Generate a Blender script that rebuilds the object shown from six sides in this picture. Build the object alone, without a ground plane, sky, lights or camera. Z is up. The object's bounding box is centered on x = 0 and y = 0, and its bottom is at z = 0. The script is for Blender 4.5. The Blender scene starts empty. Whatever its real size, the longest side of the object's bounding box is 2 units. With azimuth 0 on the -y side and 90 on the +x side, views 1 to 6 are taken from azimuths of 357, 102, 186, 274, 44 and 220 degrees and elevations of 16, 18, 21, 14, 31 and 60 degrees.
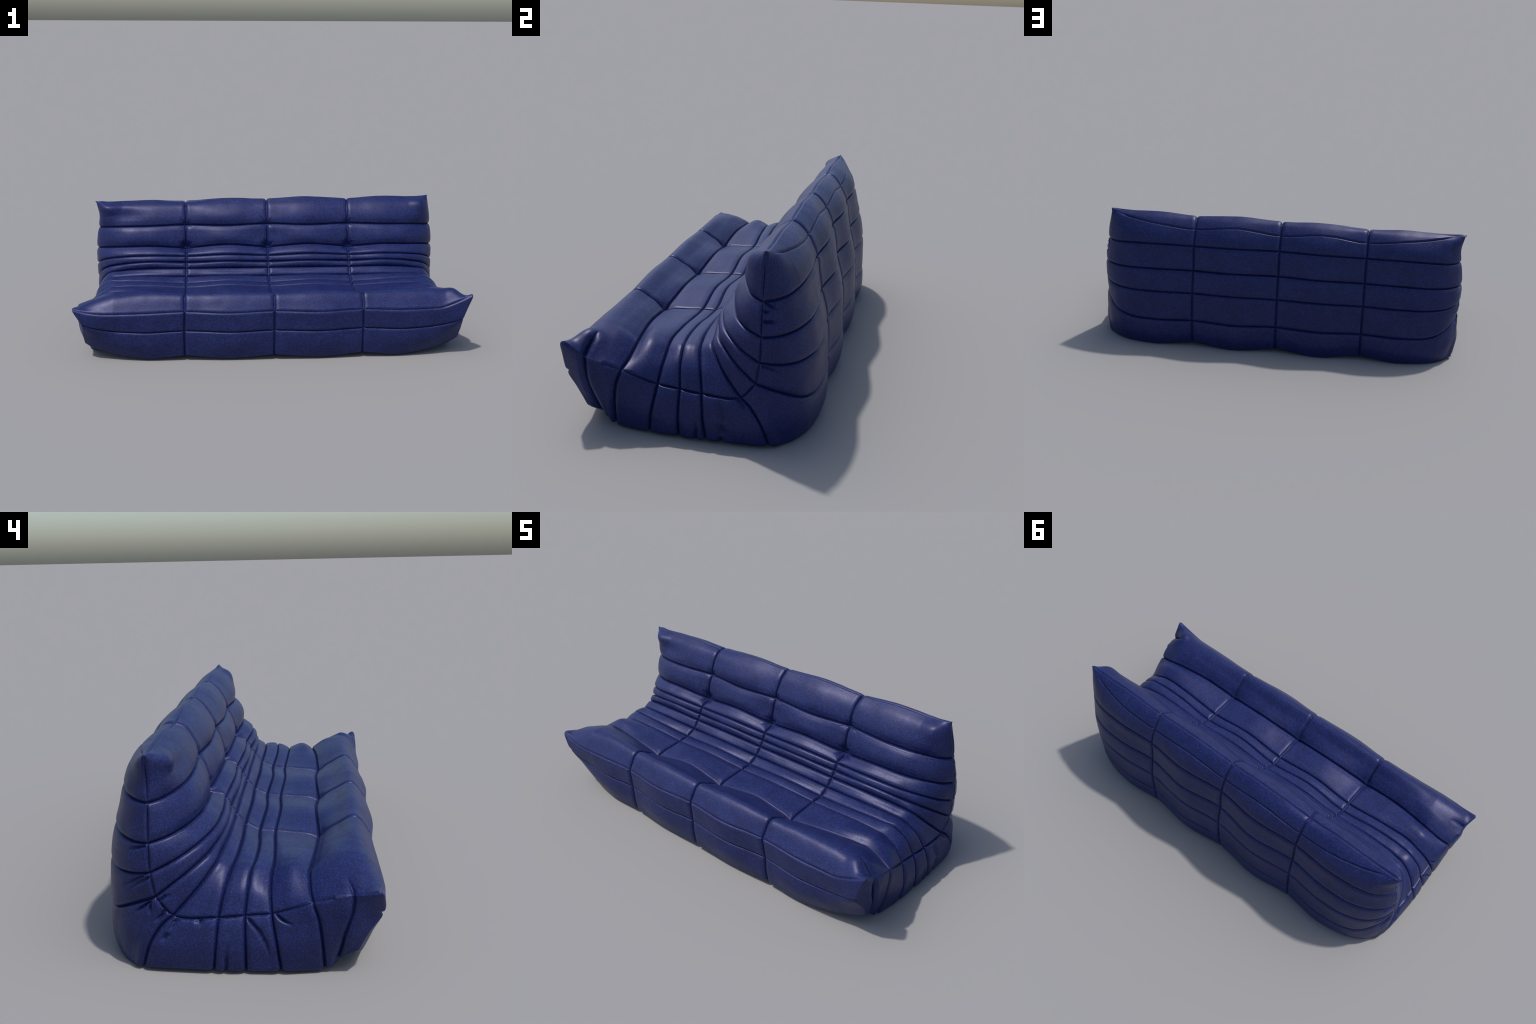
# Low quilted lounge sofa in blue leather: an L-shaped body whose cover is drawn in by
# stitched seams.  The cover is built from three spline sheets that share their borders:
#   inner sheet : backrest front + seat + top of the front cushion, draped over the sides
#   rear sheet  : back of the backrest, wrapped round to the vertical side seam
#   skirt ring  : front panel, side panels and rear band, from the waist seam to the floor
# The control nodes lie on the seams; the padding swells outwards between them.
import bpy, numpy as np, math
from mathutils import noise as mnoise, Vector

RES = 2.0                       # mesh density factor
rng = np.random.default_rng(7)

# ------------------------------------------------------------------ control nodes
# Nodes of one half (x > 0) per seam row: V (channel seam x=.45), mid, near, corner, side, last
ROWS = {
 'R': [(.456,.255,.680),(.655,.256,.690),(.80,.256,.687),(.868,.256,.690),(.897,.257,.696),(.918,.258,.700)],
 'H': [(.452,.218,.652),(.655,.212,.660),(.80,.210,.660),(.868,.204,.664),(.900,.226,.660),(.921,.257,.655)],
 'A': [(.451,.187,.608),(.655,.172,.608),(.80,.178,.606),(.870,.190,.604),(.908,.219,.600),(.931,.257,.598)],
 'T1': [(.451,.168,.560),(.655,.158,.556),(.80,.168,.552),(.879,.195,.544),(.915,.220,.538),(.940,.256,.532)],
 'M': [(.451,.146,.500),(.655,.128,.502),(.80,.140,.498),(.882,.175,.488),(.924,.212,.480),(.948,.257,.472)],
 'T2': [(.452,.129,.440),(.655,.117,.453),(.80,.130,.447),(.885,.165,.437),(.929,.208,.424),(.953,.258,.412)],
 'T3': [(.449,.082,.403),(.655,.071,.411),(.80,.088,.400),(.885,.130,.380),(.932,.187,.352),(.953,.256,.321)],
 'T4': [(.449,.066,.372),(.655,.051,.380),(.80,.075,.363),(.885,.113,.337),(.930,.172,.296),(.950,.245,.243)],
 'T5': [(.449,.046,.344),(.655,.047,.344),(.80,.062,.331),(.877,.078,.312),(.918,.125,.255),(.946,.193,.183)],
 'T6': [(.449,.014,.307),(.655,.010,.313),(.80,.016,.308),(.868,.027,.292),(.918,.044,.245),(.947,.058,.178)],
 'T7': [(.450,-.036,.281),(.655,-.047,.298),(.80,-.044,.301),(.868,-.036,.293),(.918,-.029,.250),(.944,-.021,.184)],
 'T8': [(.448,-.090,.277),(.655,-.099,.290),(.80,-.102,.289),(.857,-.097,.273),(.912,-.097,.237),(.944,-.101,.191)],
 'S': [(.448,-.165,.270),(.655,-.175,.290),(.80,-.170,.303),(.862,-.160,.292),(.920,-.160,.252),(.956,-.163,.213)],
 'T9': [(.449,-.241,.270),(.655,-.233,.289),(.80,-.219,.286),(.857,-.213,.281),(.920,-.216,.257),(.967,-.224,.237)],
 'N': [(.449,-.305,.302),(.655,-.300,.320),(.80,-.295,.322),(.866,-.288,.317),(.932,-.284,.290),(.980,-.284,.258)],
 'K': [(.448,-.366,.330),(.655,-.364,.334),(.80,-.364,.335),(.862,-.364,.333),(.920,-.355,.334),(.980,-.340,.270)],
 'F2': [(.447,-.424,.262),(.655,-.430,.258),(.80,-.430,.262),(.867,-.430,.272),(.938,-.430,.302),(.996,-.427,.331)],
}
INNER = list(ROWS)
REAR = {
 'R':  ROWS['R'],
 'H': [(.452,.284,.664),(.655,.298,.668),(.80,.292,.666),(.868,.287,.663),(.900,.273,.660),(.921,.257,.655)],
 'A': [(.451,.324,.615),(.655,.345,.610),(.80,.334,.606),(.870,.310,.604),(.908,.285,.600),(.931,.257,.598)],
 'T1': [(.451,.355,.548),(.655,.366,.552),(.80,.352,.546),(.875,.325,.538),(.915,.292,.534),(.940,.256,.532)],
 'M': [(.450,.367,.483),(.655,.382,.481),(.80,.367,.480),(.880,.335,.476),(.923,.298,.473),(.948,.257,.472)],
 'T2': [(.450,.379,.419),(.655,.399,.424),(.80,.384,.419),(.885,.346,.414),(.930,.305,.412),(.953,.258,.412)],
 'T3': [(.450,.407,.301),(.655,.423,.305),(.80,.405,.304),(.885,.362,.305),(.931,.312,.312),(.953,.256,.321)],
 'T4': [(.449,.420,.148),(.655,.434,.148),(.80,.412,.153),(.872,.375,.176),(.918,.320,.208),(.950,.245,.243)],
}
REAR_ROWS = list(REAR)
# skirt: front part, per half, below F2
FRONT = [
 [(.451,-.416,.160),(.655,-.428,.157),(.80,-.422,.165),(.868,-.424,.178),(.918,-.427,.190),(.950,-.427,.204)],
 [(.451,-.416,.095),(.655,-.426,.085),(.80,-.412,.095),(.868,-.402,.112),(.920,-.394,.128),(.953,-.386,.145)],
 [(.452,-.408,.030),(.655,-.402,.014),(.80,-.384,.034),(.868,-.374,.052),(.920,-.364,.070),(.950,-.354,.085)],
]
# side part, below T4 T5 T6 T7 T8 S T9 N K (F2 is the front corner)
SIDE_COLS = ['T4','T5','T6','T7','T8','S','T9','N','K']
SIDE = [
 [(.946,.280,.185),(.953,.232,.150),(.960,.062,.145),(.957,-.021,.148),(.957,-.107,.152),(.964,-.168,.165),(.973,-.243,.180),(.978,-.287,.195),(.982,-.338,.212)],
 [(.934,.308,.105),(.954,.268,.092),(.968,.068,.085),(.966,-.022,.085),(.966,-.118,.090),(.966,-.180,.095),(.962,-.253,.100),(.962,-.290,.115),(.970,-.334,.140)],
 [(.906,.332,.010),(.937,.294,.014),(.956,.075,.015),(.955,-.022,.013),(.954,-.128,.015),(.946,-.188,.012),(.936,-.260,.014),(.930,-.288,.035),(.940,-.322,.062)],
]
# rear part, below B4 (T4 row of the rear sheet)
BACK = [
 [(.449,.421,.110),(.655,.438,.106),(.80,.414,.108),(.862,.384,.122),(.910,.342,.140)],
 [(.449,.420,.066),(.655,.436,.056),(.80,.411,.056),(.857,.385,.062),(.902,.350,.076)],
 [(.450,.410,.024),(.655,.422,.006),(.79,.399,.006),(.842,.378,.008),(.877,.358,.010)],
]
# left half: nodes that differ from the mirror image of the right half
LEFT = {
 ('R',3):(.885,.256,.671), ('R',4):(.926,.257,.676), ('R',5):(.955,.256,.679),
 ('R',0):(.457,.253,.669), ('R',1):(.655,.255,.677), ('R',2):(.80,.256,.672),
 ('A',1):(.655,.181,.606), ('A',2):(.80,.196,.604), ('A',3):(.872,.202,.602),
 ('H',1):(.655,.214,.652), ('H',2):(.80,.214,.650), ('H',3):(.885,.203,.652), ('H',4):(.918,.226,.654), ('H',5):(.940,.257,.648),
 ('N',3):(.866,-.290,.304), ('N',4):(.932,-.286,.277),
 ('K',2):(.80,-.370,.325), ('K',3):(.868,-.368,.311), ('K',4):(.938,-.362,.290), ('K',5):(.980,-.345,.268),
 ('F2',2):(.80,-.436,.257), ('F2',3):(.868,-.436,.259), ('F2',4):(.938,-.430,.268), ('F2',5):(.998,-.422,.285),
}
LEFT_H_REAR = {('A',2):(.80,.334,.604),('A',3):(.872,.310,.602),('H',1):(.655,.296,.658),('H',2):(.80,.292,.654),('H',3):(.885,.286,.650),('H',4):(.920,.276,.652),('H',5):(.940,.257,.648)}

def full_row(name, pts, left=None, centre=None, bay=None):
    """Half row of nodes -> 15 nodes from left end to right end."""
    V, M = np.array(pts[0]), np.array(pts[1])
    c0 = V.copy(); c0[0] = 0.0
    if centre is not None: c0 += centre
    mid = M.copy(); mid[0] = .226
    if bay is not None: mid = mid + bay
    right = [np.array(p) for p in pts]
    lft = [np.array((left or {}).get((name, i), p)) * (-1, 1, 1) for i, p in enumerate(pts)]
    midl = mid * (-1, 1, 1)
    return np.array(lft[::-1] + [midl, c0, mid] + right)

# the middle of the sofa: centre seam and the two inner bays relative to the outer ones
CENTRE = {'F2':(0,-.006,0),'K':(0,-.006,0),'N':(0,-.004,0),'T1':(0,-.004,.003),'T2':(0,-.004,.002)}
INNER_BAY = {'T2':(0,0,.005),'T3':(0,0,.003),'F2':(0,-.010,0),'K':(0,-.006,.002),'N':(0,-.003,-.013)}
REAR_BAY = {'A':(0,.006,0),'T1':(0,.008,.003),'M':(0,.010,.003),'T2':(0,.008,.003),'T3':(0,.008,.003),'T4':(0,.007,0)}
def sheet(rows, table, left):
    out = []
    for r in rows:
        row = full_row(r, table[r], left, CENTRE.get(r), (REAR_BAY if table is REAR else INNER_BAY).get(r))
        if r == 'R':
            row[6, 2] = .685; row[7, 2] = .680; row[8, 2] = .691
        if r == 'H':
            row[6, 2] -= .004
        out.append(row)
    return np.array(out)

inner = sheet(INNER, ROWS, LEFT)
rear = sheet(REAR_ROWS, REAR, {**{k: v for k, v in LEFT.items() if k[0] == 'R'}, **LEFT_H_REAR})
# rounder, lower middle of the seat creases between channel seams
i9 = INNER.index('T9'); inner[i9, [6, 8], 2] += .002

# ------------------------------------------------------------------ splines
def hermite(knots, P, t, breaks=()):
    """Non-uniform Catmull-Rom through P (n,...) at t; tangents are broken at given knots."""
    n = len(knots); k = np.asarray(knots, float)
    h = np.diff(k); shp = (-1,) + (1,) * (P.ndim - 1)
    s = np.diff(P, axis=0) / h.reshape(shp)
    ml = np.zeros_like(P); mr = np.zeros_like(P)      # tangent arriving / leaving
    for i in range(n):
        if i == 0: m = s[0]; ml[i] = mr[i] = m
        elif i == n - 1: m = s[-1]; ml[i] = mr[i] = m
        elif i in breaks: ml[i] = s[i-1]; mr[i] = s[i]
        else:
            m = (s[i-1] * h[i] + s[i] * h[i-1]) / (h[i] + h[i-1]); ml[i] = mr[i] = m
    j = np.clip(np.searchsorted(k, t, side='right') - 1, 0, n - 2)
    u = ((t - k[j]) / h[j]).reshape(shp); hh = h[j].reshape(shp)
    return ((2*u**3 - 3*u**2 + 1) * P[j] + (u**3 - 2*u**2 + u) * hh * mr[j]
            + (-2*u**3 + 3*u**2) * P[j+1] + (u**3 - u**2) * hh * ml[j+1])

def samples(knots, counts, seam):
    """Sample positions between knots, denser next to knots that carry a seam."""
    out = []; idx = [0]
    for i, c in enumerate(counts):
        c = max(3, int(round(c * RES)))
        u = np.arange(c) / c
        a, b = seam[i], seam[i+1]
        if a and b: w = u + .16 * -np.sin(2*np.pi*u)/1.2
        elif a: w = .55*u + .45*u**2
        elif b: w = 1 - (.55*(1-u) + .45*(1-u)**2)
        else: w = u
        out.append(knots[i] + (knots[i+1] - knots[i]) * w); idx.append(idx[-1] + c)
    out.append([knots[-1]])
    return np.concatenate(out), idx

def chord(P):
    d = np.linalg.norm(np.diff(P, axis=0), axis=1)
    return np.r_[0, np.cumsum(np.maximum(d, .012))]

U = chord(inner[INNER.index('T2')])                      # column knots (shared)
Vk = chord(.5 * (inner[:, 10] + .5 * inner[:, 12] + .5 * inner[:, 14]))  # row knots of the inner sheet
iT4 = INNER.index('T4')
Vr = Vk[:iT4 + 1]                                        # the rear sheet shares them
col_seam = [1,0,0,0,0, 1,0,1,0,1, 0,0,0,0,1]
us, uidx = samples(U, [9,8,11,16,20, 22,22,22,22, 20,16,11,8,9], col_seam)
seam_rows = {'T1','T2','T3','T4','T5','T6','T7','T8','T9','F2','R'}
rc = {'R':12,'H':14,'A':16,'T1':16,'M':16,'T2':18,'T3':14,'T4':14,'T5':15,'T6':18,'T7':18,'T8':15,'S':15,'T9':16,'N':14,'K':22}
vs, vidx = samples(Vk, [rc[r] for r in INNER[:-1]], [r in seam_rows for r in INNER])
nrear = vidx[iT4] + 1
rear_u = us

def eval_sheet(ctrl, rk, ck, rs, cs, rbreaks=(), cbreaks=()):
    tmp = hermite(rk, ctrl, rs, rbreaks)                       # (nr, ncol, 3)
    return np.swapaxes(hermite(ck, np.swapaxes(tmp, 0, 1), cs, cbreaks), 0, 1)

# the ends of the top edge are gathered into angular horns: sharp bend at the corner column there
horn = np.clip(1.25 - vs / Vk[INNER.index('T1')], 0, 1)[:, None, None]
iN = INNER.index('N')
horn = np.maximum(horn, np.clip((vs - Vk[iN]) / (Vk[iN + 1] - Vk[iN]), 0, 1)[:, None, None])
def horned(ctrl, rk, rs, rb=()):
    h = horn[:len(rs)]
    return (eval_sheet(ctrl, rk, U, rs, us, rbreaks=rb, cbreaks=(3, 11)) * h
            + eval_sheet(ctrl, rk, U, rs, us, rbreaks=rb) * (1 - h))
G1 = horned(inner, Vk, vs, (iT4,))
G3 = horned(rear, Vr, vs[:nrear])

# skirt ring: four strips meeting at corners (two front tips, two side nodes)
front_top = inner[-1]                                          # 15 nodes, left -> right
front_ctrl = np.array([front_top] + [full_row('f', r, None, (0, -.011, 0), (0, b, 0)) for r, b in zip(FRONT, (-.010, -.011, -.014))])
side_right_top = inner[iT4:, -1]; side_left_top = inner[iT4:, 0]
def side_ctrl(sign, top, corner):
    rows = [top]
    for lvl, r in enumerate(SIDE):
        nodes = [np.array(p) * (sign, 1, 1) for p in r] + [corner[lvl]]
        rows.append(np.array(nodes))
    return np.array(rows)
sideR = side_ctrl(1, side_right_top, [front_ctrl[i+1, -1] for i in range(3)])
sideL = side_ctrl(-1, side_left_top, [front_ctrl[i+1, 0] for i in range(3)])
back_ctrl = [rear[-1]]
for lvl, r in enumerate(BACK):
    back_ctrl.append(full_row('b', list(r) + [SIDE[lvl][0]], None, None, (0, .006, 0)))
back_ctrl = np.array(back_ctrl)
Wk = np.array([0, .09, .165, .235])
ws, widx = samples(Wk, [18, 16, 14], [1, 1, 0, 0])
fold = np.clip(1 - .7 * ws / Wk[1], 0, 1)[:, None, None]
GF = eval_sheet(front_ctrl, Wk, U, ws, us, (), (3, 11)) * fold + eval_sheet(front_ctrl, Wk, U, ws, us) * (1 - fold)
GB = eval_sheet(back_ctrl, Wk, U, ws, us)
sk = Vk[iT4:] ; ss = vs[vidx[iT4]:]
GR = eval_sheet(sideR, Wk, sk, ws, ss)
GL = eval_sheet(sideL, Wk, sk, ws, ss)

# ------------------------------------------------------------------ weld into one mesh
verts = []; grids = {}; lookup = {}
def add_grid(name, G):
    ids = np.zeros(G.shape[:2], int)
    flat = G.reshape(-1, 3)
    border = np.zeros(G.shape[:2], bool); border[[0, -1]] = True; border[:, [0, -1]] = True
    bf = border.ravel(); idf = ids.ravel()
    for i, p in enumerate(flat):
        if bf[i]:
            key = tuple(np.round(p / 2e-5).astype(int))
            hit = None
            for dx in (0, -1, 1):
                for dy in (0, -1, 1):
                    for dz in (0, -1, 1):
                        hit = lookup.get((key[0]+dx, key[1]+dy, key[2]+dz))
                        if hit is not None: break
                    if hit is not None: break
                if hit is not None: break
            if hit is not None: idf[i] = hit; continue
            lookup[key] = len(verts)
        idf[i] = len(verts); verts.append(p)
    grids[name] = idf.reshape(G.shape[:2])
for nm, G in (('inner', G1), ('rear', G3), ('front', GF), ('back', GB), ('right', GR), ('left', GL)):
    add_grid(nm, G)
# underside: floor ring drawn in to z = 0, then closed
ring = np.concatenate([grids['front'][-1][:-1], grids['right'][-1][::-1][:-1],
                       grids['back'][-1][::-1][:-1], grids['left'][-1][:-1]])
base = np.array(verts)
n0 = len(base)
foot_levels = []
for k, (inset, zf) in enumerate(((.012, .45), (.032, .12), (.06, 0.0))):
    p = base[ring].copy()
    cx = np.clip(p[:, 0], -.84, .84); cy = np.clip(p[:, 1], -.28, .26)
    d = np.c_[cx, cy] - p[:, :2]; d /= np.maximum(np.linalg.norm(d, axis=1)[:, None], 1e-6)
    p[:, :2] += d * (inset + p[:, 2:] * (.5, 1.0, 1.6)[k]); p[:, 2] *= zf
    foot_levels.append(np.arange(len(ring)) + n0 + k * len(ring)); base = np.vstack([base, p])

faces = []; label = []
def quads(ids, flip):
    a = ids[:-1, :-1]; b = ids[:-1, 1:]; c = ids[1:, 1:]; d = ids[1:, :-1]
    q = np.stack([a, d, c, b] if not flip else [a, b, c, d], -1)
    return q.reshape(-1, 4)

# ------------------------------------------------------------------ part labels
labels = []                                 # (part, piece index) per face
names = {}
def tag(part, piece):
    return names.setdefault((part, piece), len(names))
def band(nidx, cuts):
    """interval number of each sample interval, and whether it touches a cut line"""
    cuts = sorted(cuts); k = np.arange(nidx - 1)
    b = np.searchsorted(cuts, k, side='right')
    touch = np.zeros(nidx - 1, bool)
    for c in cuts:
        for q in (c - 1, c):
            if 0 <= q < nidx - 1: touch[q] = True
    return b, touch
vcuts = [uidx[5], uidx[7], uidx[9]]
F = []; L = []
def label_grid(nm, flip, rowcuts, colcuts, part_of_row, strips=True):
    ids = grids[nm]; nr, nc = ids.shape
    rb, rt = band(nr, rowcuts); cb, ct = band(nc, colcuts)
    q = quads(ids, flip); lab = np.zeros((nr - 1, nc - 1), int)
    for i in range(nr - 1):
        part = part_of_row(rb[i])
        for j in range(nc - 1):
            if strips and (rt[i] or ct[j]): lab[i, j] = tag(part, -1)
            else: lab[i, j] = tag(part, (nm, rb[i], cb[j]))
    F.append(q); L.append(lab.ravel())
inner_cuts = [vidx[INNER.index(r)] for r in ('T1','T2','T3','T4','T5','T6','T7','T8','T9')]
label_grid('inner', False, inner_cuts, vcuts, lambda b: 'backrest' if b <= 5 else 'seat')
label_grid('rear', True, [vidx[INNER.index(r)] for r in ('T1','T2','T3')], vcuts, lambda b: 'back_panel')
label_grid('front', False, [widx[1]], vcuts, lambda b: 'front_panel')
label_grid('back', True, [], vcuts, lambda b: 'back_panel')
side_cuts = [vidx[INNER.index(r)] - vidx[iT4] for r in ('T5','T6','T7','T8','T9')]
label_grid('right', True, [], side_cuts, lambda b: 'side_panel')
label_grid('left', False, [], side_cuts, lambda b: 'side_panel_left')
prev = ring
for lv in foot_levels:
    q = np.stack([prev, lv, np.roll(lv, -1), np.roll(prev, -1)], -1)
    F.append(q); L.append(np.full(len(q), tag('underside', -1))); prev = lv
F = np.vstack(F); L = np.concatenate(L)

def vertex_normals(P, F):
    n = np.cross(P[F[:, 2]] - P[F[:, 0]], P[F[:, 3]] - P[F[:, 1]])
    out = np.zeros_like(P)
    for k in range(4): np.add.at(out, F[:, k], n)
    return out / np.maximum(np.linalg.norm(out, axis=1)[:, None], 1e-12)
N = vertex_normals(base, F)

# ------------------------------------------------------------------ seams
seams = []          # (points, depth, half width, crease power)
def along(nm, row=None, col=None, a=0, b=None, D=.01, w=.025):
    ids = grids[nm]
    line = ids[row, a:b] if row is not None else ids[a:b, col]
    seams.append((base[line], D, w, None))
def rowi(r): return vidx[INNER.index(r)]
W_T = {'T1':(.013,.034),'T2':(.013,.032),'T3':(.009,.018),'T4':(.009,.016),'T5':(.009,.018),
       'T6':(.010,.022),'T7':(.009,.026),'T8':(.009,.028),'T9':(.012,.036)}
for r, (D, w) in W_T.items():
    along('inner', row=rowi(r), D=D, w=w)
along('inner', row=0, D=.005, w=.007)                         # top seam
along('inner', row=len(vs) - 1, D=.005, w=.014)               # front piping seam
for c in vcuts:
    along('inner', col=c, D=.010, w=.022)
    along('rear', col=c, D=.010, w=.024)
    along('front', col=c, D=.010, w=.024)
    along('back', col=c, D=.010, w=.024)
along('front', row=widx[1], D=.006, w=.016)
for r in ('T1','T2','T3','T4'):
    along('rear', row=rowi(r), D=.009, w=.022)
for c in (0, -1):
    along('inner', col=c, a=0, b=rowi('T4') + 1, D=.007, w=.009)      # vertical side seam
    along('inner', col=c, a=rowi('T4'), b=rowi('N'), D=.006, w=.012)  # waist seam
for nm in ('right', 'left'):
    for r in ('T5','T6','T7','T8','T9'):
        along(nm, col=rowi(r) - rowi('T4'), D=.010, w=.020)

def snap(path):
    """curve through rough 3D points, laid onto the cover"""
    P = np.array(path, float); k = np.r_[0, np.cumsum(np.linalg.norm(np.diff(P, axis=0), axis=1))]
    n = max(24, int(k[-1] / .008)); Q = hermite(k, P, np.linspace(0, k[-1], n))
    B = base[((base > Q.min(0) - .04) & (base < Q.max(0) + .04)).all(1)]
    out = [B[np.argmin(((B - q) ** 2).sum(1))] for q in Q]
    out = np.array(out)
    for _ in range(2): out[1:-1] = .25*out[:-2] + .5*out[1:-1] + .25*out[2:]
    return out
FREE = [
 # pleat that separates the front corner wedge from the side, both ends
 ([(.895,-.335,.335),(.950,-.348,.300),(.980,-.352,.268),(.980,-.352,.215),(.968,-.334,.14),(.945,-.312,.05)], .020, .026, (.12, 0)),
 ([(-.905,-.318,.300),(-.955,-.338,.280),(-.980,-.345,.262),(-.972,-.338,.215),(-.955,-.318,.14),(-.94,-.300,.05)], .012, .026, (.25, 0)),
]
# fine overlock seam under the top edge at the back, sagging at the channel seams
FREE.append(([(-.885,.270,.662),(-.80,.292,.650),(-.655,.316,.634),(-.451,.321,.620),(-.226,.318,.637),(0,.321,.626),
              (.226,.318,.644),(.451,.321,.630),(.655,.316,.644),(.80,.292,.662),(.875,.272,.674)], .005, .007, (.03, .03)))
# short puckers beside the side seams (right end, then left end)
for path in (
 [(.934,.261,.530),(.917,.306,.500)], [(.946,.248,.503),(.933,.287,.496)], [(.951,.262,.467),(.941,.284,.466),(.924,.309,.460)],
 [(.954,.262,.313),(.943,.299,.296),(.924,.329,.272)],
 [(.944,.182,.178),(.955,.205,.159),(.958,.221,.131)],
 [(-.950,.276,.311),(-.938,.313,.288),(-.908,.352,.266)], [(-.956,.258,.309),(-.947,.291,.288),(-.926,.327,.259)],
 [(-.949,.259,.232),(-.943,.286,.209),(-.929,.317,.181)], [(-.949,.261,.230),(-.954,.264,.187)], [(-.947,.236,.230),(-.947,.198,.254)],
 [(-.947,.215,.201),(-.956,.233,.179),(-.956,.253,.164)], [(-.949,.180,.175),(-.959,.196,.156),(-.962,.205,.139)],
 [(-.950,.110,.173),(-.961,.115,.155)], [(-.946,-.114,.193),(-.963,-.134,.179),(-.971,-.167,.164)], [(-.954,.264,.405),(-.927,.324,.386)]):
    FREE.append((path, .009, .011, (.04, .5)))
# long pleats in the skirt under the waist seam
for path, fade in (
 ([(.956,.121,.171),(.968,.134,.131),(.964,.134,.037),(.950,.134,.0)], (.1, 0)), ([(.974,.044,.100),(.966,.043,.028),(.950,.043,.0)], (.6, 0)),
 ([(-.973,.034,.118),(-.975,.036,.075),(-.965,.039,.023),(-.950,.039,.0)], (.6, 0)), ([(-.944,-.025,.182),(-.965,-.067,.138),(-.967,-.100,.053)], (.1, .4)),
 ([(-.961,.211,.137),(-.966,.226,.095)], (.3, .5))):
    FREE.append((path, .009, .014, fade))
# gathers radiating from the tufting points of the backrest
for xv in (-.45, 0.0, .45):
    for sx in (-1, 1):
        for dx, dz, dy in ((.050, .012, -.004), (.034, .026, 0.0), (.016, .036, .004), (.045, -.012, -.02)):
            j = 1 + .3 * rng.uniform(-1, 1)
            FREE.append(([(xv + sx*.004, .128, .444), (xv + sx*dx*j*.55, .126 + dy*.5, .444 + dz*j*.5), (xv + sx*dx*j, .124 + dy, .444 + dz*j)], .011, .014, (.05, .8)))
        for dx, dz, dy in ((.045, .016, .004), (.028, .034, .010), (.05, -.014, -.012)):
            j = 1 + .35 * rng.uniform(-1, 1)
            FREE.append(([(xv + sx*.004, .168, .561), (xv + sx*dx*j, .166 + dy, .561 + dz*j)], .007, .013, (.05, .8)))
for path, D, w, fade in FREE:
    seams.append((snap(path), D, w, fade))

def seg_dist(P, line):
    """distance to a polyline and position (0..n-1) of the nearest point on it"""
    A = line[:-1]; B = line[1:]; AB = B - A; l2 = np.maximum((AB**2).sum(1), 1e-12)
    best = np.full(len(P), 1e9); pos = np.zeros(len(P))
    for s in range(0, len(P), 4000):
        p = P[s:s+4000]
        AP = p[:, None] - A[None]
        t = np.clip((AP * AB[None]).sum(2) / l2[None], 0, 1)
        d2 = ((AP - t[..., None] * AB[None])**2).sum(2)
        k = d2.argmin(1); r = np.arange(len(p))
        best[s:s+4000] = np.sqrt(d2[r, k]); pos[s:s+4000] = k + t[r, k]
    return best, pos
def thin(line, step=.006):
    d = np.r_[0, np.cumsum(np.linalg.norm(np.diff(line, axis=0), axis=1))]
    n = max(3, int(d[-1] / step)); t = np.linspace(0, d[-1], n)
    return np.stack([np.interp(t, d, line[:, k]) for k in range(3)], 1)
SLIT = .0068
PUFF = .007                      # padding stands this far proud of the stitch lines
def sofa_seams(P):
    pw = 4.0; acc = np.zeros(len(P))
    for line, D, w, ends in seams:
        line = thin(line); n = len(line)
        R = w * 1.05
        near = np.full(len(P), 1e9); pos = np.zeros(len(P))
        for s in range(0, n - 1, 12):     # short runs keep the box test tight
            part = line[s:s+13]
            sel = np.nonzero(((P > part.min(0) - R) & (P < part.max(0) + R)).all(1))[0]
            if len(sel):
                d, q = seg_dist(P[sel], part)
                closer = d < near[sel]
                near[sel[closer]] = d[closer]; pos[sel[closer]] = q[closer] + s
        sel = near < R
        d = near[sel]
        x = np.clip(d / w, 0, 1); y = np.clip(d / min(w, .012), 0, 1)
        roll = (1 - x) ** 2 * (1 + x)                       # soft roll of the padding
        cut = 1 - np.sqrt(np.maximum(0, 1 - (1 - y)**2))    # tight stitched fold
        z = np.clip(d / .0068, 0, 1)
        slit = (1 - z) ** 1.5                               # where the two pads touch
        g = .5 * roll + .5 * cut + SLIT / D * min(1, D / .008) * slit
        if ends is not None:
            f = pos[sel] / (n - 1); a, b = ends
            k = np.ones(len(f))
            if a: k *= np.clip(f / a, 0, 1)
            if b: k *= np.clip((1 - f) / b, 0, 1)
            g = g * k
        acc[sel] += (D * g) ** pw
    return PUFF - acc ** (1 / pw)
disp = sofa_seams(base[:n0])
# tufting points pull the padding in
for xv in (-.45, 0.0, .45):
    for r, depth, rad in (('T2', .018, .028), ('T9', .012, .028), ('T1', .008, .022)):
        c = base[grids['inner'][rowi(r), vcuts[(-.45, 0.0, .45).index(xv)]]]
        d2 = ((base[:n0] - c) ** 2).sum(1)
        disp -= depth * np.exp(-d2 / rad ** 2)
# soft unevenness of the padding
lump = np.array([mnoise.noise(Vector((p[0]*7, p[1]*9, p[2]*9))) + .5*mnoise.noise(Vector((p[0]*17+3, p[1]*19, p[2]*19))) for p in base[:n0]])
disp += lump * .0016
final = base.copy()
final[:n0] += N[:n0] * disp[:, None]
final[:, 2] = np.maximum(final[:, 2], 0.0)
NV = vertex_normals(final, F)

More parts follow.
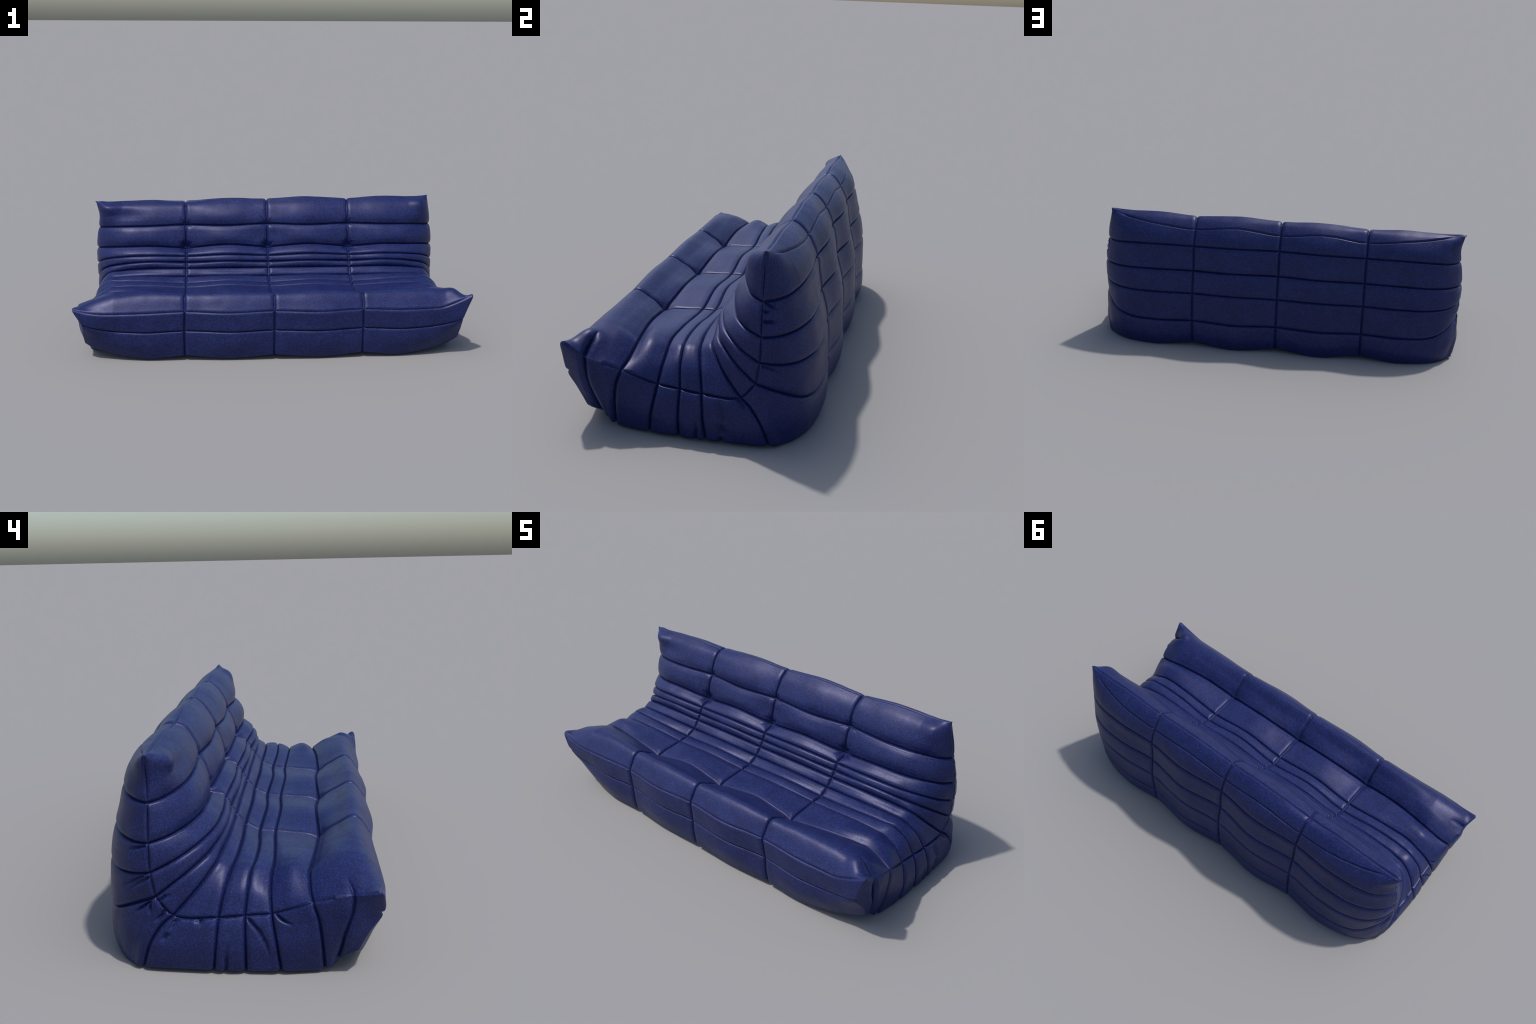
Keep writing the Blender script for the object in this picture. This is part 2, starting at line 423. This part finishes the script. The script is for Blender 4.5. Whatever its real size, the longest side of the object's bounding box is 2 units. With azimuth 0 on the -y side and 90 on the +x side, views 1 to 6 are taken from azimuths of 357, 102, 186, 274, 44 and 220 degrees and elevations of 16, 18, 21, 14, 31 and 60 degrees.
# ------------------------------------------------------------------ material
def leather():
    m = bpy.data.materials.new('blue_leather'); m.use_nodes = True
    nt = m.node_tree; nd = nt.nodes; lk = nt.links; bs = nd['Principled BSDF']
    tc = nd.new('ShaderNodeTexCoord')
    def noise(scale, detail=2, rough=.5, vec=None):
        n = nd.new('ShaderNodeTexNoise'); n.inputs['Scale'].default_value = scale
        n.inputs['Detail'].default_value = detail; n.inputs['Roughness'].default_value = rough
        lk.new(vec or tc.outputs['Object'], n.inputs['Vector']); return n.outputs['Fac']
    def ramp(src, stops):
        r = nd.new('ShaderNodeValToRGB'); e = r.color_ramp.elements
        while len(e) < len(stops): e.new(.5)
        for el, (p, c) in zip(e, stops): el.position = p; el.color = (*c, 1)
        lk.new(src, r.inputs['Fac']); return r.outputs['Color']
    def mix(f, a, b, mode='MIX'):
        x = nd.new('ShaderNodeMix'); x.data_type = 'RGBA'; x.blend_type = mode
        if isinstance(f, (int, float)): x.inputs['Factor'].default_value = f
        else: lk.new(f, x.inputs['Factor'])
        lk.new(a, x.inputs['A']); lk.new(b, x.inputs['B']); return x.outputs['Result']
    mp = nd.new('ShaderNodeMapping'); mp.inputs['Scale'].default_value = (.38, 1, 1)
    lk.new(tc.outputs['Object'], mp.inputs['Vector'])
    grain = noise(420, 2, .6)                                # fleck of the finish
    col = ramp(grain, [(.32, (.012, .011, .022)), (.45, (.009, .0120, .046)), (.56, (.0095, .0175, .088)), (.66, (.014, .034, .20)), (.78, (.028, .070, .40))])
    weave = noise(190, 2, .5, mp.outputs['Vector'])          # faint drawn streaks along the length
    col = mix(1.0, col, ramp(weave, [(.34, (.72, .72, .75)), (.52, (1, 1, 1)), (.68, (1.25, 1.24, 1.22))]), 'MULTIPLY')
    cloud = noise(11, 4, .6)
    col = mix(1.0, col, ramp(cloud, [(.32, (.80, .80, .86)), (.68, (1.18, 1.15, 1.10))]), 'MULTIPLY')
    lk.new(col, bs.inputs['Base Color'])
    rg = nd.new('ShaderNodeMapRange'); rg.inputs['To Min'].default_value = .34; rg.inputs['To Max'].default_value = .48
    lk.new(noise(60, 3), rg.inputs['Value']); lk.new(rg.outputs['Result'], bs.inputs['Roughness'])
    bs.inputs['Specular IOR Level'].default_value = .32
    bs.inputs['Specular Tint'].default_value = (.72, .72, 1.0, 1)
    b = nd.new('ShaderNodeBump'); b.inputs['Strength'].default_value = .22; b.inputs['Distance'].default_value = .002
    lk.new(noise(240, 3, .6), b.inputs['Height']); lk.new(b.outputs['Normal'], bs.inputs['Normal'])
    return m
mat = leather()

# ------------------------------------------------------------------ objects
coll = bpy.context.scene.collection
root = bpy.data.objects.new('quilted_sofa', None); coll.objects.link(root)
root['label'] = 'low armless quilted sofa in dark blue leather'
root['category'] = 'sofa'
def make(name, sel, parent, extra=None):
    q = F[sel]; uniq, inv = np.unique(q, return_inverse=True)
    me = bpy.data.meshes.new(name)
    polys = inv.reshape(-1, 4).tolist()
    if extra is not None:
        where = {v: i for i, v in enumerate(uniq)}
        polys.append([where[v] for v in extra])
    me.from_pydata(final[uniq].tolist(), [], polys); me.update()
    me.polygons.foreach_set('use_smooth', np.ones(len(me.polygons), bool))
    me.normals_split_custom_set_from_vertices(NV[uniq].tolist())
    me.materials.append(mat)
    ob = bpy.data.objects.new(name, me); coll.objects.link(ob); ob.parent = parent
    return ob
part_obj = {}
for (part, piece), k in names.items():
    if piece == -1:
        nm = 'side_panel' if part.startswith('side_panel') else part
        part_obj[part] = make(nm, L == k, root, extra=list(foot_levels[-1]) if part == 'underside' else None)
pad_name = {'backrest': 'backrest_pad', 'seat': 'seat_pad', 'back_panel': 'back_pad', 'front_panel': 'front_pad',
            'side_panel': 'side_pad', 'side_panel_left': 'side_pad'}
for (part, piece), k in names.items():
    if piece != -1:
        make(pad_name[part], L == k, part_obj[part])
print('verts', len(final), 'extent', final.min(0), final.max(0))
